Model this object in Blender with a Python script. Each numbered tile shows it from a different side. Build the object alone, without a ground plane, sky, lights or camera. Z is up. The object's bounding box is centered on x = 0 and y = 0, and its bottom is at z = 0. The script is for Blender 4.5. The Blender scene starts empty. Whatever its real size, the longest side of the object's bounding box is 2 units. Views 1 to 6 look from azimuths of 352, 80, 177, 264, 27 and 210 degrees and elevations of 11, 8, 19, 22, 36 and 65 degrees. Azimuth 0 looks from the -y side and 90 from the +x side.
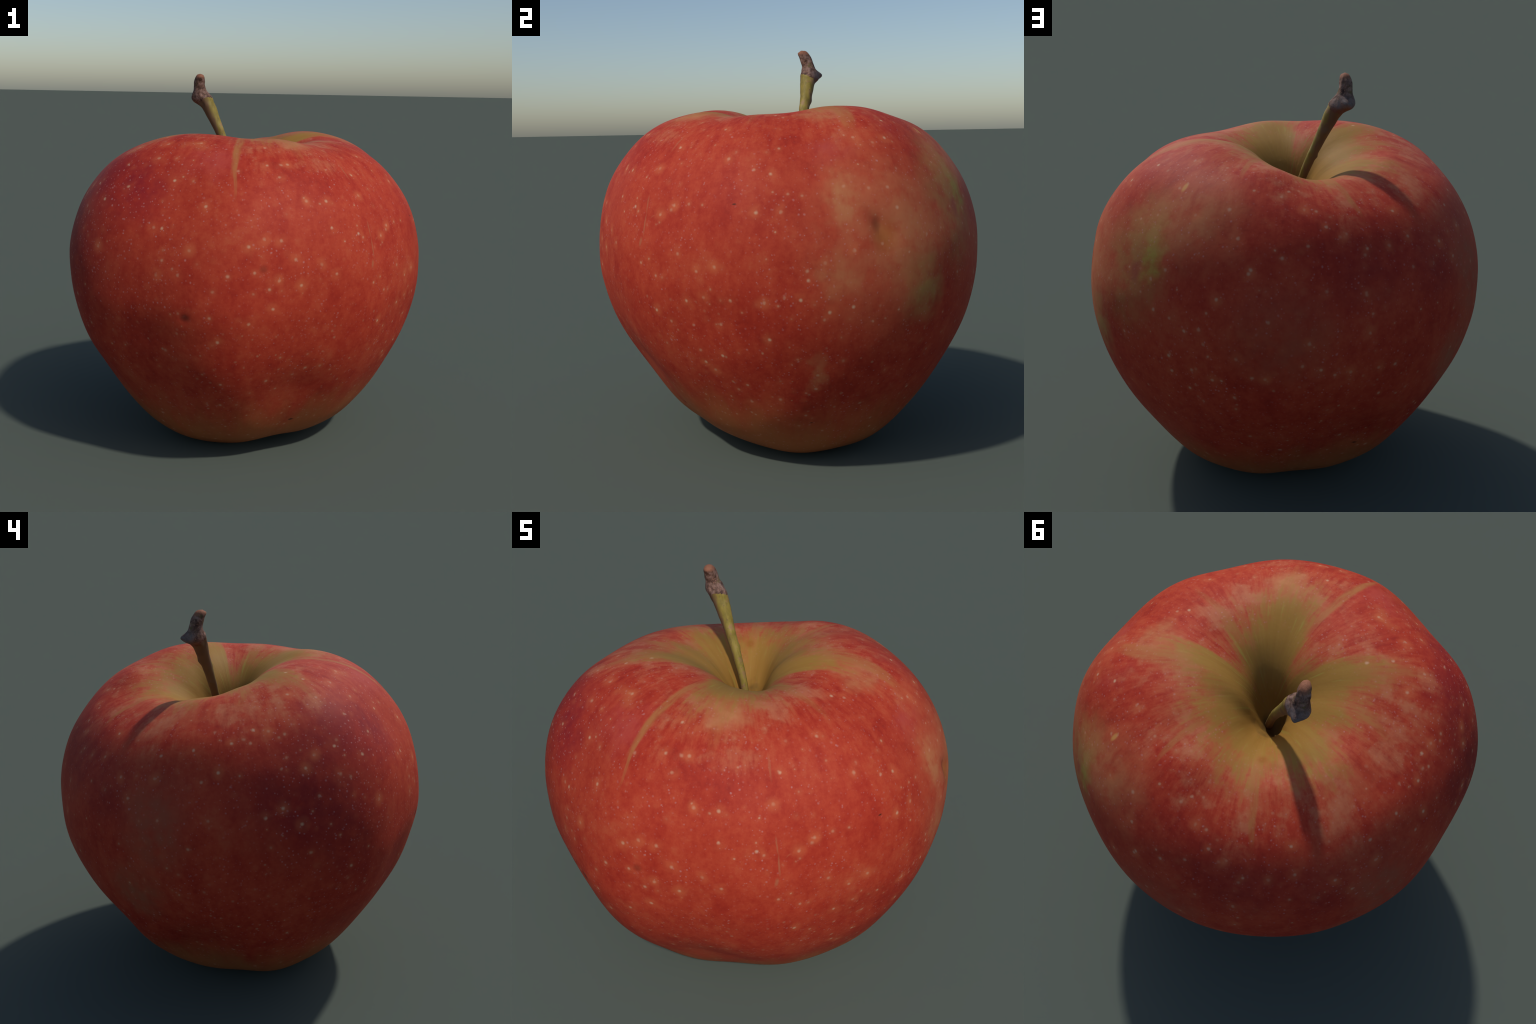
"""A ripe red apple with a bent stalk: one smooth lofted fruit body with a stalk
cavity on top and a calyx basin below, a green stalk, a woody stump at its end
and dried sepals underneath.  All colour is procedural."""
import bpy, math, random
import numpy as np
from mathutils import Vector, noise

random.seed(7)
RNG = np.random.default_rng(7)

# --------------------------------------------------------------------------
# fruit body: a half profile (radius, height) swept round the core ...
# --------------------------------------------------------------------------
PROFILE = [(0, .07), (.08, .055), (.2, .01), (.33, .02), (.48, .11), (.62, .27), (.76, .5),
           (.88, .75), (.95, .95), (.97, 1.1), (.93, 1.27), (.84, 1.43), (.72, 1.56),
           (.57, 1.64), (.43, 1.665), (.30, 1.63), (.20, 1.55), (.13, 1.47), (.075, 1.39),
           (.045, 1.32), (0, 1.27)]
CAVITY_CENTRE = (-.060, .065)          # the core leans: the stalk cavity sits off axis
# ... and pushed out or in along the profile by each ring's lobes:
# mean offset, then cosine and sine amplitudes of 1..10 lobes round the core
RINGS = [
    [-0.022, -0.020, 0.046, 0.041, 0.025, 0.031, 0.015, 0.008, -0.004, -0.004, -0.001, 0.001, 0.002, 0, 0.001, -0.001, 0, 0, 0, 0, 0],
    [-0.016, -0.014, 0.032, 0.026, 0.019, 0.023, 0.007, 0.005, -0.007, -0.005, -0.002, 0, 0.003, 0.001, 0.002, -0.001, -0.001, -0.001, 0, 0.001, 0],
    [-0.007, -0.009, 0.017, 0.011, 0.012, 0.014, -0.001, 0.002, -0.009, -0.006, -0.002, -0.002, 0.003, 0.001, 0.001, -0.001, -0.001, -0.001, 0, 0, 0.001],
    [0, -0.005, 0.010, 0.005, 0.007, 0.006, -0.004, -0.001, -0.006, -0.004, -0.001, -0.001, 0.002, 0.001, 0, 0.001, 0, 0, 0, -0.001, 0],
    [0.028, 0.005, 0.007, 0.021, 0.017, 0.006, 0, -0.001, 0.001, 0.003, -0.003, 0.002, 0, 0.001, 0, -0.001, -0.001, 0.001, -0.003, 0.001, 0.001],
    [0.039, 0.006, 0.003, 0.016, 0.019, 0.008, 0.001, -0.004, -0.002, -0.002, -0.006, 0.001, 0.007, -0.002, -0.001, 0.003, 0, -0.002, -0.002, 0, 0.001],
    [0.041, 0.004, 0.006, 0.014, 0.021, 0.009, -0.004, -0.002, -0.002, 0, -0.009, 0.006, 0.006, -0.003, -0.002, 0.001, -0.006, -0.001, 0.001, 0, -0.002],
    [0.051, 0.003, 0.005, 0.015, 0.023, 0.009, -0.001, -0.003, -0.002, -0.002, -0.003, 0.003, 0.010, -0.001, -0.005, 0.005, -0.004, -0.006, 0.002, 0.002, 0],
    [0.060, -0.008, 0.006, 0.010, 0.021, 0.008, 0, -0.003, -0.001, 0.001, -0.002, -0.002, 0.004, 0.003, 0, -0.003, -0.006, -0.001, 0.002, 0.001, 0.001],
    [0.046, -0.009, 0.008, 0.010, 0.022, 0.007, 0, 0.001, 0.003, 0.001, -0.002, -0.004, 0.002, 0.007, -0.001, -0.002, -0.007, -0.003, 0.002, -0.001, -0.002],
    [0.017, -0.012, 0.004, 0.007, 0.023, 0.011, -0.001, -0.001, 0.002, 0.001, -0.001, -0.005, 0.003, 0.005, -0.001, -0.005, -0.004, -0.001, 0.001, 0, 0.001],
    [-0.019, -0.013, 0.004, 0.011, 0.023, 0.004, -0.001, 0.001, 0.004, 0.002, -0.001, -0.006, 0.004, 0.001, -0.003, -0.004, -0.005, 0, 0.001, -0.001, 0.001],
    [-0.017, -0.009, -0.008, 0.011, 0.023, 0.005, -0.001, 0.002, 0.001, 0.004, -0.001, -0.006, 0.004, -0.001, 0.002, -0.004, -0.003, -0.003, 0.003, -0.001, 0.002],
    [-0.010, 0.005, -0.018, 0.012, 0.024, -0.001, 0, 0, 0.005, 0.005, -0.001, -0.008, 0.002, 0.002, 0.002, -0.001, -0.003, -0.005, 0.002, 0, 0.003],
    [-0.015, 0.014, -0.033, 0.012, 0.028, -0.004, 0.003, 0.001, 0.003, 0.005, 0, -0.009, 0, -0.002, 0.005, -0.004, 0, -0.002, 0.003, 0, 0.001],
    [-0.019, 0.027, -0.045, 0.009, 0.034, -0.003, 0.004, -0.002, -0.001, 0.004, 0.001, -0.002, 0, -0.001, 0.002, -0.001, 0.001, -0.001, 0, 0, 0],
    [-0.025, 0.026, -0.043, 0.011, 0.033, -0.003, 0.007, -0.002, -0.001, 0.006, 0.003, -0.001, -0.001, -0.004, 0.001, -0.003, -0.001, 0.003, 0, 0.002, 0.001],
    [-0.023, 0.018, -0.035, 0.010, 0.037, 0.005, 0.012, -0.001, 0, 0.001, 0.002, 0.002, 0.002, 0.001, 0.001, 0, 0.002, 0, 0, 0.001, 0.002],
    [0.015, -0.003, -0.022, 0.016, 0.028, 0.004, 0.013, 0.006, 0, 0.002, -0.003, 0, 0, 0.001, -0.001, -0.001, 0, -0.001, 0, -0.001, 0.001],
    [-0.009, -0.032, 0.001, 0.013, 0.010, 0.001, 0.003, 0.004, 0, 0.002, 0.001, -0.001, 0, -0.001, 0, -0.001, -0.001, 0, 0.001, 0, 0],
    [-0.007, -0.030, 0.046, -0.008, 0.022, -0.004, -0.001, 0, -0.002, 0.002, 0, 0.001, 0.001, 0, 0.001, 0, 0, 0, 0, 0, 0],
    [0.011, -0.024, 0.089, -0.024, 0.030, -0.001, 0, 0, 0, 0, 0, 0, 0, 0, 0, 0, 0, 0, 0, 0, 0],
]

# centre line of the stalk, from the cavity floor to the tip
STALK = [
    (-0.022, 0.052, 1.300),
    (-0.065, 0.085, 1.459),
    (-0.094, 0.102, 1.551),
    (-0.119, 0.115, 1.619),
    (-0.142, 0.126, 1.674),
    (-0.163, 0.138, 1.725),
    (-0.182, 0.149, 1.771),
    (-0.200, 0.158, 1.812),
    (-0.221, 0.168, 1.846),
    (-0.242, 0.175, 1.878),
    (-0.257, 0.177, 1.917),
    (-0.261, 0.151, 1.984),
    (-0.261, 0.147, 1.991),
]

N_T, N_PHI = 340, 420


def hermite(points, n):
    P = np.array(points, float)
    s = np.r_[0, np.cumsum(np.linalg.norm(np.diff(P, axis=0), axis=1))]
    s /= s[-1]
    m = np.gradient(P, s, axis=0)
    m[0, 1:] = 0
    m[-1, 1:] = 0
    t = np.linspace(0, 1, n)
    i = np.clip(np.searchsorted(s, t, side="right") - 1, 0, len(s) - 2)
    h = (s[i + 1] - s[i])[:, None]
    x = ((t - s[i])[:, None]) / h
    return ((2*x**3 - 3*x**2 + 1)*P[i] + (x**3 - 2*x**2 + x)*h*m[i]
            + (-2*x**3 + 3*x**2)*P[i + 1] + (x**3 - x**2)*h*m[i + 1])


def even(curve, n):
    for _ in range(3):
        s = np.r_[0, np.cumsum(np.linalg.norm(np.diff(curve, axis=0), axis=1))]
        s /= s[-1]
        t = np.linspace(0, 1, n)
        curve = np.stack([np.interp(t, s, curve[:, j]) for j in range(curve.shape[1])], 1)
    return curve


def bspline_basis(u, k):
    h = 1 / (k - 3)
    out = np.zeros((len(u), k))
    for i in range(k):
        x = np.abs((u - (i - 1)*h) / h)
        out[:, i] = np.where(x < 1, 2/3 - x**2 + x**3/2, np.where(x < 2, (2 - x)**3/6, 0))
    return out


def smooth(x):
    x = np.clip(x, 0, 1)
    return x*x*(3 - 2*x)


def body_points():
    prof = even(hermite(PROFILE, 161), 161)
    prof = even(prof, 161)
    g = np.gradient(prof, axis=0)
    nrm = np.stack([g[:, 1], -g[:, 0]], 1)
    nrm /= np.linalg.norm(nrm, axis=1)[:, None]
    t0, t = np.linspace(0, 1, 161), np.linspace(0, 1, N_T)
    prof = np.stack([np.interp(t, t0, prof[:, j]) for j in (0, 1)], 1)
    nrm = np.stack([np.interp(t, t0, nrm[:, j]) for j in (0, 1)], 1)
    phi = np.arange(N_PHI)*2*math.pi/N_PHI
    lobes = np.array(RINGS)
    F = np.stack([np.ones_like(phi)] + [f(m*phi) for m in range(1, 11) for f in (np.cos, np.sin)], -1)
    W = bspline_basis(t, len(RINGS))
    mean = W @ lobes[:, :1]
    push = W @ lobes @ F.T
    calm = smooth(np.minimum(t/.10, (1 - t)/.06))[:, None]      # no lobes at the two poles
    push = mean + (push - mean)*calm
    lean = smooth((t - .5)/.45)[:, None]
    r = prof[:, :1] + push*nrm[:, :1]
    z = prof[:, 1:] + push*nrm[:, 1:]
    X = np.stack([lean*CAVITY_CENTRE[0] + r*np.cos(phi), lean*CAVITY_CENTRE[1] + r*np.sin(phi), z], -1)
    # light smoothing of the interpolated rings
    for _ in range(4):
        X[1:-1] = .5*X[1:-1] + .25*(X[:-2] + X[2:])
    return X


def surface_normals(X):
    dp = np.roll(X, -1, 1) - np.roll(X, 1, 1)
    n = np.cross(dp, np.gradient(X, axis=0))
    return n / (np.linalg.norm(n, axis=-1, keepdims=True) + 1e-12)


# small dents and bruises: centre, long and short half width, tilt of the long
# axis from vertical (degrees, seen from outside), depth
DENTS = [
    ((.936, .200, 1.190), .062, .034, -35, .013),
    ((.940, .235, 1.140), .075, .065, 0, .008),
    ((-.396, -.882, .880), .030, .026, 0, .004),
]


def press(X, N):
    for c, a, b, tilt, depth in DENTS:
        c = np.array(c)
        i = np.argmin(((X - c)**2).sum(-1))
        n = N.reshape(-1, 3)[i]
        side = np.cross([0, 0, 1], n)
        side /= np.linalg.norm(side)
        up = np.cross(n, side)
        ca, sa = math.cos(math.radians(tilt)), math.sin(math.radians(tilt))
        d = X - c
        u = (d @ (ca*up + sa*side))/a
        v = (d @ (ca*side - sa*up))/b
        X = X - N*(depth*np.exp(-(u*u + v*v)) * ((d @ n) > -.2))[..., None]
    return X


def grid_mesh(name, X, caps=(True, True)):
    nt, nphi = X.shape[:2]
    verts = X[1:-1].reshape(-1, 3).tolist()
    nr = nt - 2
    faces = [(i*nphi + j, i*nphi + (j + 1) % nphi, (i + 1)*nphi + (j + 1) % nphi, (i + 1)*nphi + j)
             for i in range(nr - 1) for j in range(nphi)]
    if caps[0]:
        verts.append(X[0].mean(0).tolist())
        k = len(verts) - 1
        faces += [(k, (j + 1) % nphi, j) for j in range(nphi)]
    if caps[1]:
        verts.append(X[-1].mean(0).tolist())
        k = len(verts) - 1
        o = (nr - 1)*nphi
        faces += [(k, o + j, o + (j + 1) % nphi) for j in range(nphi)]
    me = bpy.data.meshes.new(name)
    me.from_pydata(verts, [], faces)
    me.validate()
    for p in me.polygons:
        p.use_smooth = True
    me.update()
    return me


def add(name, me, parent=None, mat=None):
    ob = bpy.data.objects.new(name, me)
    bpy.context.scene.collection.objects.link(ob)
    ob.parent = parent
    if mat:
        me.materials.append(mat)
    return ob


# --------------------------------------------------------------------------
# node helpers
# --------------------------------------------------------------------------
class Tree:
    def __init__(self, name):
        self.mat = bpy.data.materials.new(name)
        self.mat.use_nodes = True
        self.nt = self.mat.node_tree
        self.nt.nodes.clear()
        self.out = self.node("ShaderNodeOutputMaterial")
        self.bsdf = self.node("ShaderNodeBsdfPrincipled")
        self.link(self.bsdf.outputs[0], self.out.inputs[0])
        self.P = self.node("ShaderNodeTexCoord").outputs["Object"]

    def node(self, kind, **kw):
        n = self.nt.nodes.new(kind)
        for k, v in kw.items():
            setattr(n, k, v)
        return n

    def link(self, a, b):
        self.nt.links.new(a, b)

    def put(self, socket, v):
        if isinstance(v, bpy.types.NodeSocket):
            self.link(v, socket)
        elif v is not None:
            socket.default_value = v

    def m(self, op, a, b=None, c=None, clamp=False):
        n = self.node("ShaderNodeMath", operation=op, use_clamp=clamp)
        for s, v in zip(n.inputs, (a, b, c)):
            self.put(s, v)
        return n.outputs[0]

    def v(self, op, a, b=None, scale=None):
        n = self.node("ShaderNodeVectorMath", operation=op)
        self.put(n.inputs[0], a)
        if b is not None:
            self.put(n.inputs[1], b)
        if scale is not None:
            self.put(n.inputs["Scale"], scale)
        return n.outputs["Value" if op in ("LENGTH", "DOT_PRODUCT", "DISTANCE") else "Vector"]

    def step(self, x, lo, hi, a=0., b=1.):
        n = self.node("ShaderNodeMapRange", interpolation_type="SMOOTHSTEP")
        for i, v in enumerate((x, lo, hi, a, b)):
            self.put(n.inputs[i], v)
        return n.outputs[0]

    def mix(self, f, a, b, mode="MIX"):
        n = self.node("ShaderNodeMix", data_type="RGBA", blend_type=mode)
        self.put(n.inputs[0], f)
        for s, v in ((n.inputs[6], a), (n.inputs[7], b)):
            self.put(s, v if isinstance(v, bpy.types.NodeSocket) else (*v, 1) if len(v) == 3 else v)
        return n.outputs[2]

    def noise(self, vec, scale, detail=3., rough=.5, out="Factor", dist=0.):
        n = self.node("ShaderNodeTexNoise")
        self.put(n.inputs["Vector"], vec)
        n.inputs["Scale"].default_value = scale
        n.inputs["Detail"].default_value = detail
        n.inputs["Roughness"].default_value = rough
        n.inputs["Distortion"].default_value = dist
        return n.outputs[0] if out == "Factor" else n.outputs[1]

    def voronoi(self, vec, scale):
        n = self.node("ShaderNodeTexVoronoi")
        self.put(n.inputs["Vector"], vec)
        n.inputs["Scale"].default_value = scale
        return n.outputs["Distance"], n.outputs["Color"]

    def ramp(self, x, stops):
        n = self.node("ShaderNodeValToRGB")
        el = n.color_ramp.elements
        while len(el) < len(stops):
            el.new(.5)
        for e, (p, c) in zip(el, stops):
            e.position = p
            e.color = (*c, 1)
        self.put(n.inputs[0], x)
        return n.outputs[0]

    def xyz(self, vec):
        n = self.node("ShaderNodeSeparateXYZ")
        self.put(n.inputs[0], vec)
        return n.outputs

    def vec(self, x, y, z):
        n = self.node("ShaderNodeCombineXYZ")
        for s, v in zip(n.inputs, (x, y, z)):
            self.put(s, v)
        return n.outputs[0]

    def blob(self, vec, centre, half, lo=.35, hi=1., tilt=0.):
        """soft spot on the skin: 1 in the middle, 0 outside; half = across, up"""
        n = self.node("ShaderNodeMapping", vector_type="TEXTURE")
        self.put(n.inputs["Vector"], vec)
        n.inputs["Location"].default_value = centre
        el = math.atan2(centre[2] - .95, math.hypot(centre[0], centre[1]))
        az = math.atan2(centre[1], centre[0])
        from mathutils import Matrix
        e = (Matrix.Rotation(az, 3, "Z") @ Matrix.Rotation(-el, 3, "Y") @ Matrix.Rotation(math.radians(tilt), 3, "X")).to_euler()
        n.inputs["Rotation"].default_value = e
        n.inputs["Scale"].default_value = (max(half), half[0], half[1])
        return self.step(self.v("LENGTH", n.outputs[0]), lo, hi, 1., 0.)


# --------------------------------------------------------------------------
# skin
# --------------------------------------------------------------------------
# how far out of the stalk cavity the yellow ground colour reaches:
# azimuth (degrees, from +x towards +y) and the elevation seen from the core
YELLOW_EDGE = [(0, 70), (6, 56), (15, 56), (24, 62), (34, 65), (44, 65), (55, 61), (72, 60), (87, 55),
               (100, 51), (110, 49), (121, 54), (134, 52), (144, 49), (155, 51), (165, 58),
               (176, 55), (188, 57), (200, 55), (209, 52), (217, 60), (226, 71), (238, 74),
               (250, 73), (258, 66), (265, 58), (274, 55), (283, 56), (290, 56), (300, 58),
               (312, 62), (322, 66), (330, 63), (340, 70), (352, 73), (360, 70)]
# narrow yellow streaks running down from the cavity: azimuth at top, azimuth at
# the lower end, top and bottom elevation, half width in degrees, strength
STREAKS = [(258, 257.5, 60, 38, 2.4, .75), (257.5, 258.6, 46, 31, 1.0, .60), (328, 333, 66, 50, 2.8, .45),
           (111, 113, 54, 36, 2.0, .65), (208, 209, 56, 45, 3.0, .45), (286, 285, 56, 44, 3.5, .3),
           (66, 68, 58, 48, 2., .6), (18, 12, 58, 42, 5., .6), (185, 178, 58, 48, 3., .5),
           (318, 320, 66, 56, 2., .4)]
# broad patches where the red thins out or deepens:
# centre, half size across and along the meridian, colour, strength
PALE, OLIVE, GREEN, ORANGE = (.43, .155, .064), (.35, .175, .056), (.31, .235, .042), (.44, .095, .036)
CRIMSON, DULL = (.175, .011, .015), (.33, .070, .036)
PATCHES = [
    ((.91, .22, 1.15), (.46, .62), (.42, .10, .045), .80),
    ((.907, .065, 1.306), (.11, .20), PALE, .75),
    ((.965, .021, .99), (.13, .15), PALE, .60),
    ((.89, .38, 1.12), (.27, .42), PALE, .55),
    ((.86, .42, .90), (.16, .20), OLIVE, .80),
    ((.69, .60, 1.27), (.24, .44), OLIVE, .62),
    ((.60, .66, 1.325), (.10, .18), GREEN, .95),
    ((.62, .60, 1.40), (.16, .14), OLIVE, .40),
    ((.43, .66, 1.46), (.32, .30), PALE, .60),
    ((.685, .631, 1.222), (.07, .08), (.30, .06, .035), .75),
    ((.852, -.045, .55), (.05, .12), PALE, .55),
    ((.165, -.490, 1.645), (.13, .13), (.46, .20, .085), .95),
    ((-.26, -.62, 1.57), (.22, .20), (.40, .055, .052), .40),
    ((.53, .056, 1.653), (.16, .13), PALE, .75),
    ((-.312, -.493, 1.653), (.11, .09), ORANGE, .65),
    ((-.50, .20, 1.500), (.24, .17), (.42, .10, .045), .70),
    ((.07, .968, 1.03), (.34, .30), DULL, .60),
    ((-.851, .487, 1.165), (.26, .38), DULL, .90),
    ((-.732, .574, .76), (.20, .24), (.32, .085, .042), .85),
    ((-.91, -.22, 1.24), (.46, .42), (.20, .013, .015), .62),
    ((-.85, -.45, 1.05), (.40, .40), (.22, .014, .014), .50),
    ((-.62, -.55, 1.44), (.34, .30), (.23, .015, .017), .78),
    ((-.70, -.34, 1.48), (.24, .24), (.23, .015, .018), .60),
    ((-.62, .66, 1.26), (.22, .22), CRIMSON, .35),
    ((-.30, .83, 1.28), (.25, .20), CRIMSON, .35),
    ((.775, .017, 1.491), (.16, .10), (.37, .05, .045), .45),
    ((.60, .30, 1.56), (.10, .16), (.34, .03, .03), .45),
]
DARK_MARKS = [((-.396, -.882, .880), (.036, .030), .62), 
              ((.936, .196, 1.192), (.030, .055), .42), ((-.045, -.945, 1.117), (.03, .028), .35),
              ((.169, -.567, .236), (.024, .011), .95), ((-.289, .643, .362), (.022, .010), .95),
              ((.814, -.382, 1.279), (.013, .006), .9), ((-.586, -.484, 1.562), (.007, .007), .9),
              ((.71, -.04, .27), (.012, .007), .9), ((.18, -.53, .21), (.006, .006), .9),
              ((-.10, .60, .30), (.009, .006), .9)]
BROWN_MARKS = [((-.144, .321, 1.536), (.035, .045), .75), ((-.201, .332, 1.549), (.045, .03), .5),
               ((.940, .232, 1.140), (.085, .095), .62)]


# pores of the skin that show as pale dots: (azimuth, elevation from the core), degrees
LARGE_PORES = [
    (5.3, -6.0), (5.4, 8.0), (11.3, 38.3), (17.9, 17.7), (22.2, 37.1), (28.1, 44.5), (42.4, 50.4), (47.1, 40.4), (56.0, -7.6),
    (58.2, 33.9), (59.2, 51.0), (62.2, -5.9), (65.9, 2.2), (67.8, -7.9), (69.2, 14.0), (73.1, 29.3), (74.5, -0.7), (77.1, 20.9),
    (81.7, -6.0), (87.6, 44.8), (92.5, 3.9), (92.8, 38.5), (92.9, 28.0), (97.1, 16.6), (98.4, -17.5), (99.2, 33.1), (103.0, 30.1),
    (103.4, -4.9), (108.1, 14.8), (108.3, 5.1), (110.5, 26.4), (111.3, -4.9), (118.2, 26.2), (125.8, 35.4), (125.9, 27.4), (131.7, 18.8),
    (137.2, 23.5), (141.4, 18.2), (149.9, 24.7), (161.5, 33.2), (164.7, 24.5), (169.7, 27.0), (174.1, 34.9), (181.8, 38.5), (182.1, 14.4),
    (186.8, 37.4), (187.1, 16.4), (191.6, 11.7), (195.2, 25.6), (198.7, 28.6), (200.0, 48.6), (204.7, 22.1), (205.6, 29.4), (209.6, 44.4),
    (213.0, 59.7), (213.7, 52.9), (214.0, 25.2), (216.3, 12.4), (221.2, 30.0), (223.6, 47.9), (226.0, 41.1), (234.5, 19.7), (236.5, 34.4),
    (237.1, 7.0), (237.2, 19.7), (238.9, 50.6), (243.7, 7.5), (246.6, 14.3), (249.9, 26.7), (254.7, -10.7), (263.1, 15.9), (263.4, -5.2),
    (267.5, 18.1), (269.9, 40.9), (270.0, -1.2), (270.3, 49.9), (271.8, 6.8), (272.5, 17.8), (273.7, 36.6), (276.7, 12.6), (278.0, 41.5),
    (278.4, 5.2), (281.9, 29.2), (284.8, 10.8), (289.1, 28.9), (289.2, 20.9), (289.8, 7.7), (299.2, 18.6), (304.5, 30.2), (307.7, 37.8),
    (308.8, -9.4), (310.4, 17.2), (313.6, -12.3), (315.1, 19.9), (320.2, -5.6), (322.8, -24.3), (324.1, 2.7), (324.2, 45.0), (325.6, -26.7),
    (325.9, -4.2), (329.3, -21.2), (329.7, 4.2), (330.3, -11.5), (330.9, 33.0), (333.8, -4.5), (339.4, 29.4), (340.9, 17.9), (342.9, -4.6),
    (343.7, 54.0), (343.8, -14.6), (344.4, 28.2), (347.3, 18.1), (347.6, 51.4), (351.9, -3.8), (353.9, 1.1), (358.1, 5.3), (359.2, -7.2),
]


CRACKS = [((.497, -.722, 1.265), (.0055, .055), 4, .6), ((.516, -.742, 1.175), (.0065, .07), 0, .7),
          ((.514, -.764, 1.100), (.012, .030), -12, .7), ((.545, -.712, 1.215), (.020, .005), 35, .4),
          ((.403, -.581, 1.534), (.008, .08), 0, .5)]


def skin():
    t = Tree("apple_skin")
    P = t.P
    core = t.v("SUBTRACT", P, (0, 0, .95))
    D = t.v("NORMALIZE", core)
    x, y, z = t.xyz(core)
    az01 = t.m("FRACT", t.m("ADD", t.m("DIVIDE", t.m("ARCTAN2", y, x), 2*math.pi), 1.))
    azd = t.m("MULTIPLY", az01, 360.)
    th = t.m("MULTIPLY", t.m("ARCSINE", t.xyz(D)[2]), 180/math.pi)
    round_xy = t.v("NORMALIZE", t.vec(x, y, 0.))
    rx, ry, _ = t.xyz(round_xy)
    # stripes follow the meridians: fine across, long along
    along = t.vec(rx, ry, t.m("MULTIPLY", th, .006))
    fine = t.noise(along, 26., 4., .6)
    broad = t.noise(along, 7., 3., .55)
    cloud = t.noise(P, 3.2, 4., .6)
    mottle = t.noise(P, 40., 5., .72)
    warp = t.noise(P, 7., 3., .6, out="Color")
    Pw = t.v("ADD", P, t.v("SCALE", t.v("SUBTRACT", warp, (.5, .5, .5)), scale=.20))

    # red skin: deep red to light red, in streaks and clouds
    high = t.step(th, 20., 50., .08, .34)
    f = t.m("ADD", t.m("ADD", t.m("MULTIPLY", t.m("SUBTRACT", fine, .5), high), t.m("MULTIPLY", t.m("SUBTRACT", broad, .5), .18)),
            t.m("ADD", t.m("MULTIPLY", t.m("SUBTRACT", cloud, .5), .34), t.m("MULTIPLY", t.m("SUBTRACT", mottle, .5), .30)))
    f = t.m("ADD", f, t.m("ADD", .5, t.m("MULTIPLY", t.m("SUBTRACT", t.noise(P, 13., 3., .55), .5), .18)))
    red = t.ramp(f, [(.30, (.245, .016, .011)), (.44, (.350, .029, .0145)), (.54, (.408, .047, .021)), (.64, (.435, .072, .031)), (.78, (.45, .115, .048))])

    # broad patches
    for c, half, colour, s in PATCHES:
        b = t.blob(Pw, c, half, .1, 1.)
        b = t.m("MULTIPLY", b, t.m("MULTIPLY", t.step(t.m("ADD", t.m("ADD", t.m("MULTIPLY", broad, .4), t.m("MULTIPLY", fine, .3)), t.m("MULTIPLY", t.noise(P, 15., 3., .6), .9)), .52, 1.00, .38, 1.30), s), clamp=True)
        red = t.mix(b, red, colour)

    # tan ground colour shows low down, round the calyx
    low = t.m("ADD", t.m("MULTIPLY", th, -1.), t.m("MULTIPLY", t.m("SUBTRACT", t.noise(along, 5., 4., .6), .5), 34.))
    red = t.mix(t.step(low, 31., 58., 0., .78), red, (.34, .122, .038))

    # yellow-olive ground colour in and round the stalk cavity
    curve = t.node("ShaderNodeFloatCurve")
    cu = curve.mapping.curves[0]
    pts = [(a/360, e/90) for a, e in YELLOW_EDGE]
    cu.points[0].location = pts[0]
    cu.points[1].location = pts[-1]
    for p in pts[1:-1]:
        cu.points.new(*p)
    curve.mapping.update()
    t.put(curve.inputs["Value"], az01)
    edge = t.m("MULTIPLY", curve.outputs[0], 90.)
    jag = t.m("ADD", t.m("ADD", t.m("MULTIPLY", t.m("SUBTRACT", fine, .5), 20.), t.m("MULTIPLY", t.m("SUBTRACT", t.noise(P, 16., 3., .6), .5), 14.)), t.m("MULTIPLY", t.m("SUBTRACT", mottle, .5), 7.))
    over = t.m("ADD", t.m("SUBTRACT", t.m("SUBTRACT", th, edge), 3.0), jag)
    olive = t.mix(t.noise(along, 11., 3., .6), (.275, .136, .027), (.335, .182, .040))
    olive = t.mix(t.step(t.noise(along, 16., 2., .5), .60, .78), olive, (.31, .225, .046))
    blush = t.mix(t.step(over, -16., 2., 0., .60), red, (.44, .12, .052))
    cream = t.m("MULTIPLY", t.step(t.noise(t.v("MULTIPLY", P, (1., 1., .6)), 8., 4., .6), .48, .64), t.step(over, -26., -8.))
    blush = t.mix(t.m("MULTIPLY", cream, .60), blush, (.46, .165, .080))
    col = t.mix(t.step(over, -7., 8.), blush, olive)
    for a0, a1, e0, e1, w, s in STREAKS:
        k = t.m("DIVIDE", t.m("SUBTRACT", e0, th), float(e0 - e1), clamp=True)
        mid = t.m("ADD", t.m("MULTIPLY", k, float(a1 - a0)), t.m("ADD", float(a0), t.m("MULTIPLY", t.m("SUBTRACT", cloud, .5), 3.)))
        off = t.m("ABSOLUTE", t.m("SUBTRACT", azd, mid))
        wid = t.m("MULTIPLY", t.m("SUBTRACT", 1.25, t.m("MULTIPLY", k, .75)), w)
        g = t.step(t.m("DIVIDE", off, wid), .45, 1.25, 1., 0.)
        ends = t.m("MULTIPLY", t.step(th, e1 - 4., e1 + 5.), t.step(th, e0 + 2., e0 + 9., 1., 0.))
        g = t.m("MULTIPLY", t.m("MULTIPLY", g, ends), t.m("MULTIPLY", t.step(fine, .30, .62, .55, 1.15), s), clamp=True)
        col = t.mix(g, col, (.37, .135, .045))

    # a green-yellow fleck and brown marks
    for c, half, s in BROWN_MARKS:
        col = t.mix(t.m("MULTIPLY", t.blob(t.v("ADD", P, t.v("SCALE", t.v("SUBTRACT", warp, (.5, .5, .5)), scale=.05)), c, half, .1, 1.), s), col, (.27, .090, .016))
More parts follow.
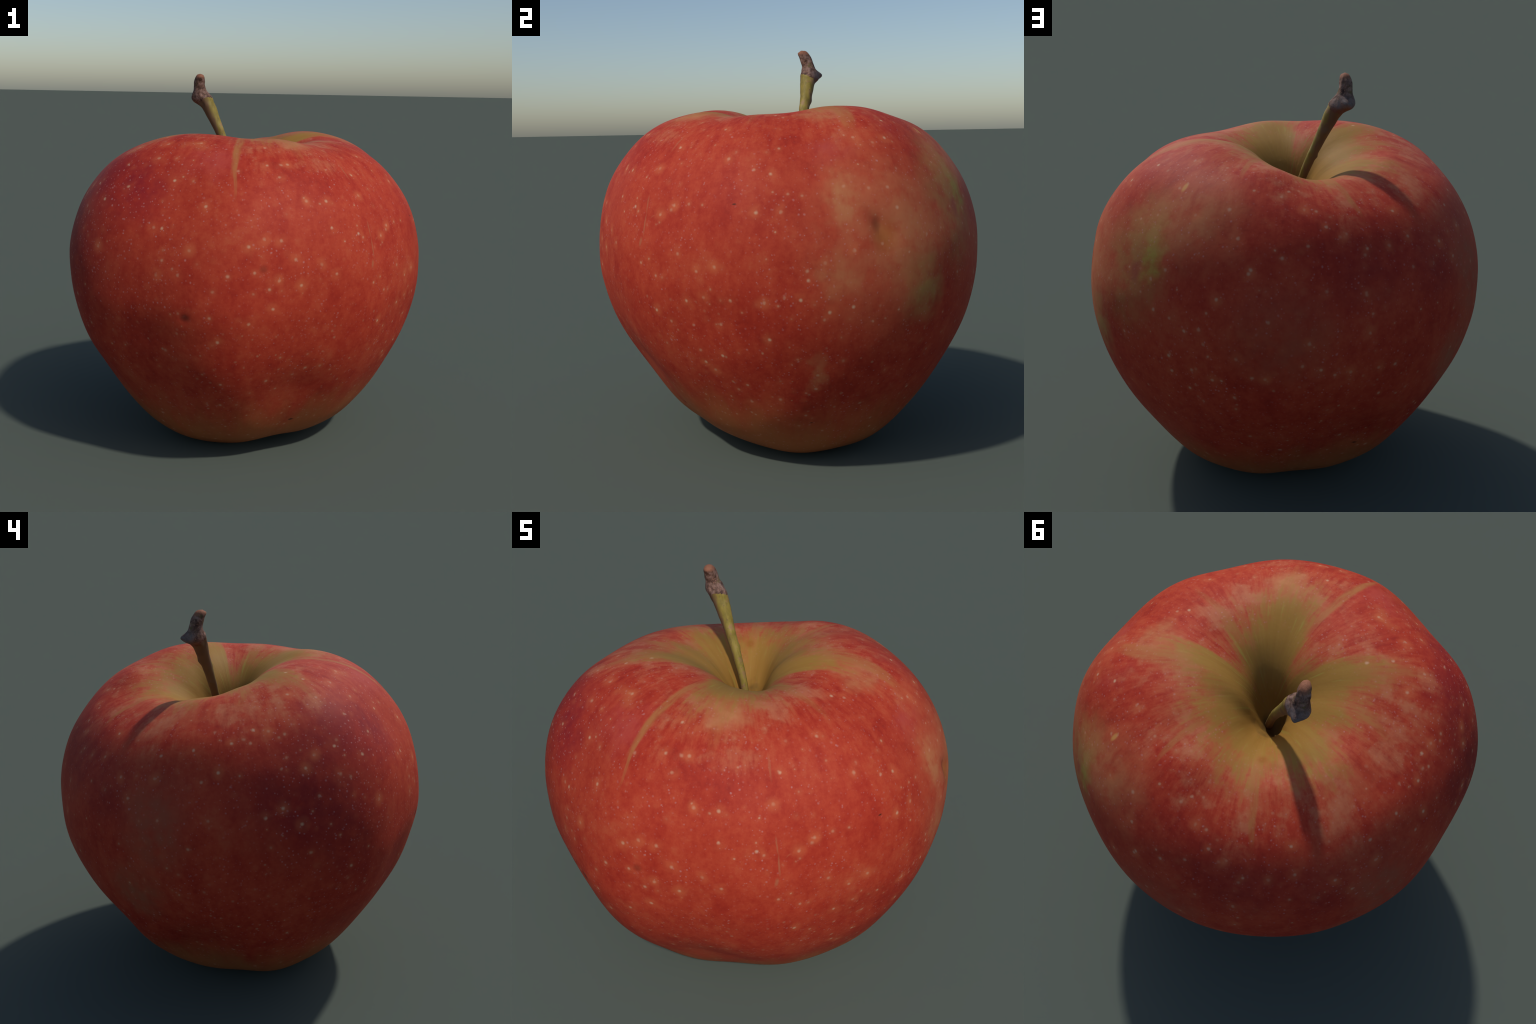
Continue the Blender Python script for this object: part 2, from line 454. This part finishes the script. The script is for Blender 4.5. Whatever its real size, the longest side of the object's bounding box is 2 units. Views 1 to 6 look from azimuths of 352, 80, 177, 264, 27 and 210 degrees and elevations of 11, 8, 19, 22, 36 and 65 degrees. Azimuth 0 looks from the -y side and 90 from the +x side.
    col = t.mix(t.m("MULTIPLY", t.blob(P, (.465, .535, 1.566), (.016, .035), .3, 1.), .85), col, (.52, .26, .07))

    # lenticels: pale pores with a warm halo, and a finer dust of small ones
    Pl = t.v("ADD", P, t.v("SCALE", t.v("SUBTRACT", t.noise(P, 30., 2., .5, out="Color"), (.5, .5, .5)), scale=.008))
    skin_only = t.step(over, -2., 8., 1., .35)
    def spots(vec, scale, core_r, keep):
        d, c = t.voronoi(vec, scale)
        d = t.m("DIVIDE", d, scale)
        rnd = t.xyz(c)
        size = t.m("MULTIPLY", t.m("ADD", .55, t.m("MULTIPLY", rnd[0], .75)), core_r)
        q = t.m("DIVIDE", d, size)
        on = t.m("MULTIPLY", t.m("GREATER_THAN", rnd[1], 1 - keep), t.m("ADD", .55, t.m("MULTIPLY", rnd[2], .45)))
        return q, on
    def pores(table, core_r):
        """distance to the nearest pore of the table, in pore radii"""
        near = None
        for az, el in table:
            az, el = math.radians(az), math.radians(el)
            d = t.v("DISTANCE", Dl, (math.cos(el)*math.cos(az), math.cos(el)*math.sin(az), math.sin(el)))
            near = d if near is None else t.m("MINIMUM", near, d)
        return t.m("DIVIDE", near, core_r)
    Dl = t.v("NORMALIZE", t.v("SUBTRACT", Pl, (0, 0, .95)))
    fade = t.m("MULTIPLY", t.step(t.noise(P, 19., 2., .5), .32, .68, .30, 1.), t.m("SUBTRACT", 1., t.m("MULTIPLY", t.blob(P, (-.25, .92, .95), (1.3, 1.1), .2, 1.), .42)))  # large pale dots dimmed on the +y back, where they lie in shade
    q = pores(LARGE_PORES, .0092)
    col = t.mix(t.m("MULTIPLY", t.m("MULTIPLY", t.step(q, .4, 5.5, 1., 0.), t.step(t.noise(P, 11., 1., .5), .40, .64, .25, 1.)), .62), col, t.mix(.55, col, (.60, .17, .065)))
    dot = t.m("MULTIPLY", t.m("MULTIPLY", t.step(q, .1, 1.35, 1., 0.), fade), .92)
    col = t.mix(dot, col, (.55, .31, .19))
    q, on = spots(Pl, 14.5, .0085, .95)
    on = t.m("MULTIPLY", on, t.step(th, 52., 40., .3, 1.))
    dot = t.m("MULTIPLY", t.m("MULTIPLY", t.step(q, .15, 1.2, 1., 0.), on), skin_only)
    col = t.mix(t.m("MULTIPLY", t.m("MULTIPLY", t.step(q, .5, 3., 1., 0.), on), .25), col, (.48, .13, .055))
    col = t.mix(t.m("MULTIPLY", dot, .72), col, (.53, .28, .175))
    q, on = spots(Pl, 18.5, .0072, .95)
    dot = t.m("MULTIPLY", t.m("MULTIPLY", t.step(q, .15, 1.25, 1., 0.), on), t.step(th, 6., -18.))
    col = t.mix(t.m("MULTIPLY", dot, .62), col, (.47, .24, .14))
    q, on = spots(Pl, 33., .0058, .9)
    crowd = t.step(t.m("ADD", t.noise(P, 6., 3., .6), t.m("MULTIPLY", t.blob(P, (-.72, -.50, 1.33), (.80, .65), .2, 1.), .26)), .42, .68, .30, 1.)
    dot = t.m("MULTIPLY", t.m("MULTIPLY", t.step(q, .2, 1.1, 1., 0.), on), t.m("MULTIPLY", crowd, skin_only))
    col = t.mix(t.m("MULTIPLY", dot, .60), col, (.50, .22, .20))
    q, on = spots(Pl, 52., .0043, .9)
    dot = t.m("MULTIPLY", t.m("MULTIPLY", t.step(q, .2, 1.2, 1., 0.), on), t.m("MULTIPLY", crowd, skin_only))
    col = t.mix(t.m("MULTIPLY", dot, .55), col, (.50, .24, .22))
    # faint bloom in the red
    col = t.mix(t.m("MULTIPLY", t.step(t.noise(P, 48., 3., .7), .56, .76), .10), col, (.50, .15, .10))

    # skin painted dark brown round the stalk foot for the hole's shadow
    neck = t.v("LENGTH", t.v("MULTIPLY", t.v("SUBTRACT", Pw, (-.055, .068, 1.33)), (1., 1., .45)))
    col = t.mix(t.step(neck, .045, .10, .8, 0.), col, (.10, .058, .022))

    # a fine healed crack with a small scab at its lower end
    for c, half, tilt, s in CRACKS:
        col = t.mix(t.m("MULTIPLY", t.blob(Pl, c, half, .2, 1., tilt), s), col, (.37, .115, .055))

    for c, half, s in DARK_MARKS:
        col = t.mix(t.m("MULTIPLY", t.blob(Pl, c, half, .2, 1.), s), col, (.055, .016, .010))

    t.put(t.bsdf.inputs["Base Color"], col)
    t.bsdf.inputs["Roughness"].default_value = .62
    t.bsdf.inputs["Specular IOR Level"].default_value = .12
    bump = t.node("ShaderNodeBump")
    bump.inputs["Strength"].default_value = .12
    bump.inputs["Distance"].default_value = .01
    t.put(bump.inputs["Height"], t.m("ADD", t.m("MULTIPLY", t.noise(P, 60., 3., .6), .5), t.m("MULTIPLY", broad, 1.)))
    t.put(t.bsdf.inputs["Normal"], bump.outputs[0])
    return t.mat


# --------------------------------------------------------------------------
# stalk and stump
# --------------------------------------------------------------------------
# radius along the stalk by height
STALK_RADIUS = [(1.22, .022), (1.30, .019), (1.40, .0185), (1.48, .0195), (1.56, .0215), (1.64, .0240), (1.70, .0265),
                (1.76, .032), (1.80, .036), (1.835, .039), (1.86, .040), (1.885, .037), (1.91, .0335),
                (1.94, .031), (1.965, .029), (1.978, .0275), (1.988, .024), (1.994, .018), (1.997, .010)]
# lumps on it: which way it points (x, y), height, reach across, reach up, size
LUMPS = [((-.30, .95), 1.866, .025, .021, .046), ((-.93, .36), 1.864, .034, .034, .029),
         ((-.05, 1.), 1.850, .014, .012, .008), ((-.75, .65), 1.872, .012, .012, .007), ((-.55, .80), 1.856, .040, .022, .014), ((.1, -1.), 1.986, .030, .014, .010), ((.15, .98), 1.842, .026, .018, .010),
         ((.90, -.30), 1.868, .028, .018, .007), ((.30, -.95), 1.872, .030, .016, .005),
         ((-.20, .98), 1.725, .018, .022, .008), ((.45, -.88), 1.700, .016, .022, .006),
         ((.70, .70), 1.62, .014, .014, .004), ((-.9, .3), 1.60, .013, .012, .006)]
N_S, N_A = 150, 56


def stalk_points():
    line = np.array(STALK)
    d0 = line[0] - line[1]
    d0 /= np.linalg.norm(d0)
    line = np.vstack([line[0] + d0*.09, line])
    line = even(hermite(line, 600), N_S)
    line[-1, 2] = 1.997
    line[:, :2] += np.array([-.0056, .0042])*smooth((line[:, 2:3] - 1.42)/.35)*(1 - smooth((line[:, 2:3] - 1.86)/.12))
    for _ in range(6):
        line[1:-1] = .5*line[1:-1] + .25*(line[:-2] + line[2:])
    T = np.gradient(line, axis=0)
    T /= np.linalg.norm(T, axis=1)[:, None]
    hs, rs = np.array(STALK_RADIUS).T
    rad = np.interp(line[:, 2], hs, rs)
    for _ in range(4):
        rad[1:-1] = .5*rad[1:-1] + .25*(rad[:-2] + rad[2:])
    a = np.arange(N_A)*2*math.pi/N_A
    X = np.zeros((N_S, N_A, 3))
    u = np.array([1., 0, 0])
    for i in range(N_S):
        u = u - T[i]*(u @ T[i])
        u /= np.linalg.norm(u)
        w = np.cross(T[i], u)
        ring = np.cos(a)[:, None]*u + np.sin(a)[:, None]*w
        r = rad[i]*np.ones(N_A)
        for j in range(N_A):
            q = line[i] + ring[j]*rad[i]
            zz = line[i, 2]
            woody = min(max((zz - 1.80)/.06, 0), 1)
            r[j] *= 1 + .05*noise.noise(Vector((q[0]*30, q[1]*30, q[2]*9))) + (.03 + .09*woody)*noise.noise(Vector((q[0]*55, q[1]*55, q[2]*28 + 5)))
            r[j] *= 1 - .13*woody*max(0., noise.noise(Vector((ring[j][0]*2.6, ring[j][1]*2.6, zz*5))))
        X[i] = line[i] + ring*r[:, None]
    X[-1] = line[-1]
    N = surface_normals(X)
    for way, zz, reach, tall, h in LUMPS:
        i = int(np.argmin(np.abs(line[:, 2] - zz)))
        out = np.array([*way, 0.])
        out /= np.linalg.norm(out)
        c = line[i] + out*rad[i]
        d = X - c
        up = d @ T[i]
        across = np.sqrt(np.maximum((d*d).sum(-1) - up*up, 0))
        g = np.exp(-(across/reach)**2 - (up/tall)**2)
        X = X + (g*h)[..., None]*(.9*out + .1*N)
    return X, line


def woody():
    t = Tree("woody_stump")
    P = t.P
    z = t.xyz(P)[2]
    grain = t.noise(t.v("MULTIPLY", P, (1., 1., .35)), 60., 4., .65)
    n = t.noise(P, 42., 4., .65)
    col = t.ramp(n, [(.32, (.045, .022, .018)), (.46, (.120, .062, .044)), (.56, (.195, .112, .086)), (.68, (.27, .165, .135))])
    col = t.mix(t.step(grain, .54, .68, 0., .55), col, (.075, .040, .022))
    col = t.mix(t.step(t.noise(P, 30., 2., .5), .60, .70, 0., .6), col, (.125, .095, .030))
    d, _ = t.voronoi(P, 75.)
    col = t.mix(t.step(d, .12, .34, .55, 0.), col, (.34, .17, .11))
    # greyish area on the shelf round the knob, rusty cut end on top
    side = t.m("ADD", t.m("MULTIPLY", t.xyz(P)[1], 6.), t.m("MULTIPLY", n, .5))
    col = t.mix(t.m("MULTIPLY", t.step(side, 1.30, 1.62), t.m("MULTIPLY", t.step(z, 1.93, 1.87), t.step(t.noise(P, 50., 3., .6), .35, .62, .35, .95))), col, (.135, .108, .104))
    col = t.mix(t.step(t.m("ADD", z, t.m("MULTIPLY", n, .03)), 1.984, 2.006), col, (.25, .10, .055))
    col = t.mix(t.step(t.m("ADD", t.m("MULTIPLY", z, -1.), t.m("MULTIPLY", n, .03)), -1.85, -1.815, 0., .7), col, (.13, .042, .024))
    t.put(t.bsdf.inputs["Base Color"], col)
    t.bsdf.inputs["Roughness"].default_value = .75
    t.bsdf.inputs["Specular IOR Level"].default_value = .25
    b = t.node("ShaderNodeBump")
    b.inputs["Strength"].default_value = .5
    b.inputs["Distance"].default_value = .006
    t.put(b.inputs["Height"], t.m("ADD", n, grain))
    t.put(t.bsdf.inputs["Normal"], b.outputs[0])
    return t.mat


def stalk_bark():
    t = Tree("green_stalk")
    P = t.P
    x, y, z = t.xyz(P)
    n = t.noise(t.v("MULTIPLY", P, (1., 1., .3)), 34., 4., .6)
    col = t.ramp(n, [(.34, (.17, .125, .022)), (.52, (.26, .195, .034)), (.68, (.32, .22, .065))])
    col = t.mix(t.step(t.noise(P, 26., 3., .6), .54, .68, 0., .65), col, (.27, .145, .075))
    # shading put into the colour: -x +y flank darkened to brown-purple
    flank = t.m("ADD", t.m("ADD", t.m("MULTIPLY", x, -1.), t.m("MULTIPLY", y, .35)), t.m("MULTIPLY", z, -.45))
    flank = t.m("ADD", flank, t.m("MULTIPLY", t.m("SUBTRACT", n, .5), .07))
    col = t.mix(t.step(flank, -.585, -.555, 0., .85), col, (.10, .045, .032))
    col = t.mix(t.step(t.noise(P, 55., 3., .6), .62, .70, 0., .6), col, (.12, .06, .04))
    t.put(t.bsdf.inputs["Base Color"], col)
    t.bsdf.inputs["Roughness"].default_value = .6
    t.bsdf.inputs["Specular IOR Level"].default_value = .3
    b = t.node("ShaderNodeBump")
    b.inputs["Strength"].default_value = .3
    b.inputs["Distance"].default_value = .004
    t.put(b.inputs["Height"], n)
    t.put(t.bsdf.inputs["Normal"], b.outputs[0])
    return t.mat


def split_stalk(X, parent):
    """one smooth loft, separated at the scar into the green stalk and the woody stump"""
    whole = grid_mesh("stalk_whole", X, caps=(True, True))
    whole.update()
    co = np.array([v.co for v in whole.vertices])
    vn = np.array([v.normal for v in whole.vertices])
    faces = [tuple(p.vertices) for p in whole.polygons]
    bpy.data.meshes.remove(whole)
    # the scar slopes down towards the knob
    def is_wood(c):
        s = c[2] - 1.842 + .80*((c[1] - .172)*.85 - (c[0] + .23)*.55)
        s += .007*noise.noise(Vector(c)*60)
        return s > 0
    wood = [f for f in faces if is_wood(co[list(f)].mean(0))]
    green = [f for f in faces if not is_wood(co[list(f)].mean(0))]
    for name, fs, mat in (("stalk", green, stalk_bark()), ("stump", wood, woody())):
        used = sorted({i for f in fs for i in f})
        new = {i: k for k, i in enumerate(used)}
        me = bpy.data.meshes.new(name)
        me.from_pydata(co[used].tolist(), [], [tuple(new[i] for i in f) for f in fs])
        for p in me.polygons:
            p.use_smooth = True
        me.update()
        me.normals_split_custom_set_from_vertices(vn[used].tolist())
        add(name, me, parent, mat)


# --------------------------------------------------------------------------
# dried sepals in the calyx basin underneath
# --------------------------------------------------------------------------
def sepals(parent, floor):
    t = Tree("dry_sepal")
    n = t.noise(t.P, 60., 3., .6)
    t.put(t.bsdf.inputs["Base Color"], t.ramp(n, [(.35, (.06, .035, .02)), (.65, (.17, .10, .055))]))
    t.bsdf.inputs["Roughness"].default_value = .9
    NU, NV, th = 12, 7, .003
    for k in range(5):
        a0 = k*2*math.pi/5 + .3 + RNG.uniform(-.12, .12)
        L, Wd = RNG.uniform(.055, .07), RNG.uniform(.018, .024)
        curl = RNG.uniform(.6, 1.1)
        grid = np.zeros((2, NU, NV, 3))
        for i in range(NU):
            s = i/(NU - 1)
            wv = Wd*math.sin(math.pi*(.18 + .80*s))**.8*(1 - .55*s)
            r = .022 + L*s*math.cos(.5*curl*s)
            zz = floor - .006 - .022*math.sin(2.4*s)
            for j in range(NV):
                u = (j/(NV - 1) - .5)*2
                for side in (0, 1):
                    grid[side, i, j] = (r*math.cos(a0) - u*wv*math.sin(a0), r*math.sin(a0) + u*wv*math.cos(a0),
                                        zz + .004*u*u - side*th*(1 - .7*abs(u)))
        V = grid.reshape(-1, 3)
        idx = lambda s, i, j: s*NU*NV + i*NV + j
        F = []
        for i in range(NU - 1):
            for j in range(NV - 1):
                F.append((idx(0, i, j), idx(0, i, j + 1), idx(0, i + 1, j + 1), idx(0, i + 1, j)))
                F.append((idx(1, i, j), idx(1, i + 1, j), idx(1, i + 1, j + 1), idx(1, i, j + 1)))
            for j in (0, NV - 1):
                F.append((idx(0, i, j), idx(0, i + 1, j), idx(1, i + 1, j), idx(1, i, j)))
        for i in (0, NU - 1):
            for j in range(NV - 1):
                F.append((idx(0, i, j), idx(0, i, j + 1), idx(1, i, j + 1), idx(1, i, j)))
        me = bpy.data.meshes.new("sepal")
        me.from_pydata(V.tolist(), [], F)
        for p in me.polygons:
            p.use_smooth = True
        me.update()
        add("sepal", me, parent, t.mat)


# --------------------------------------------------------------------------
apple = bpy.data.objects.new("apple", None)
bpy.context.scene.collection.objects.link(apple)
apple["label"] = "ripe red apple with yellow stalk cavity and bent stalk"
apple["category"] = "apple"

body = body_points()
body = press(body, surface_normals(body))
low = body[..., 2].min()
body[..., 2] = np.where(body[..., 2] < .3, body[..., 2] - low*(1 - body[..., 2]/.3), body[..., 2])
add("fruit", grid_mesh("fruit", body), apple, skin())

stalk, line = stalk_points()
stalk[..., 2] += 2.0 - stalk[..., 2].max()
split_stalk(stalk, apple)
sepals(apple, float(body[0, :, 2].mean()))
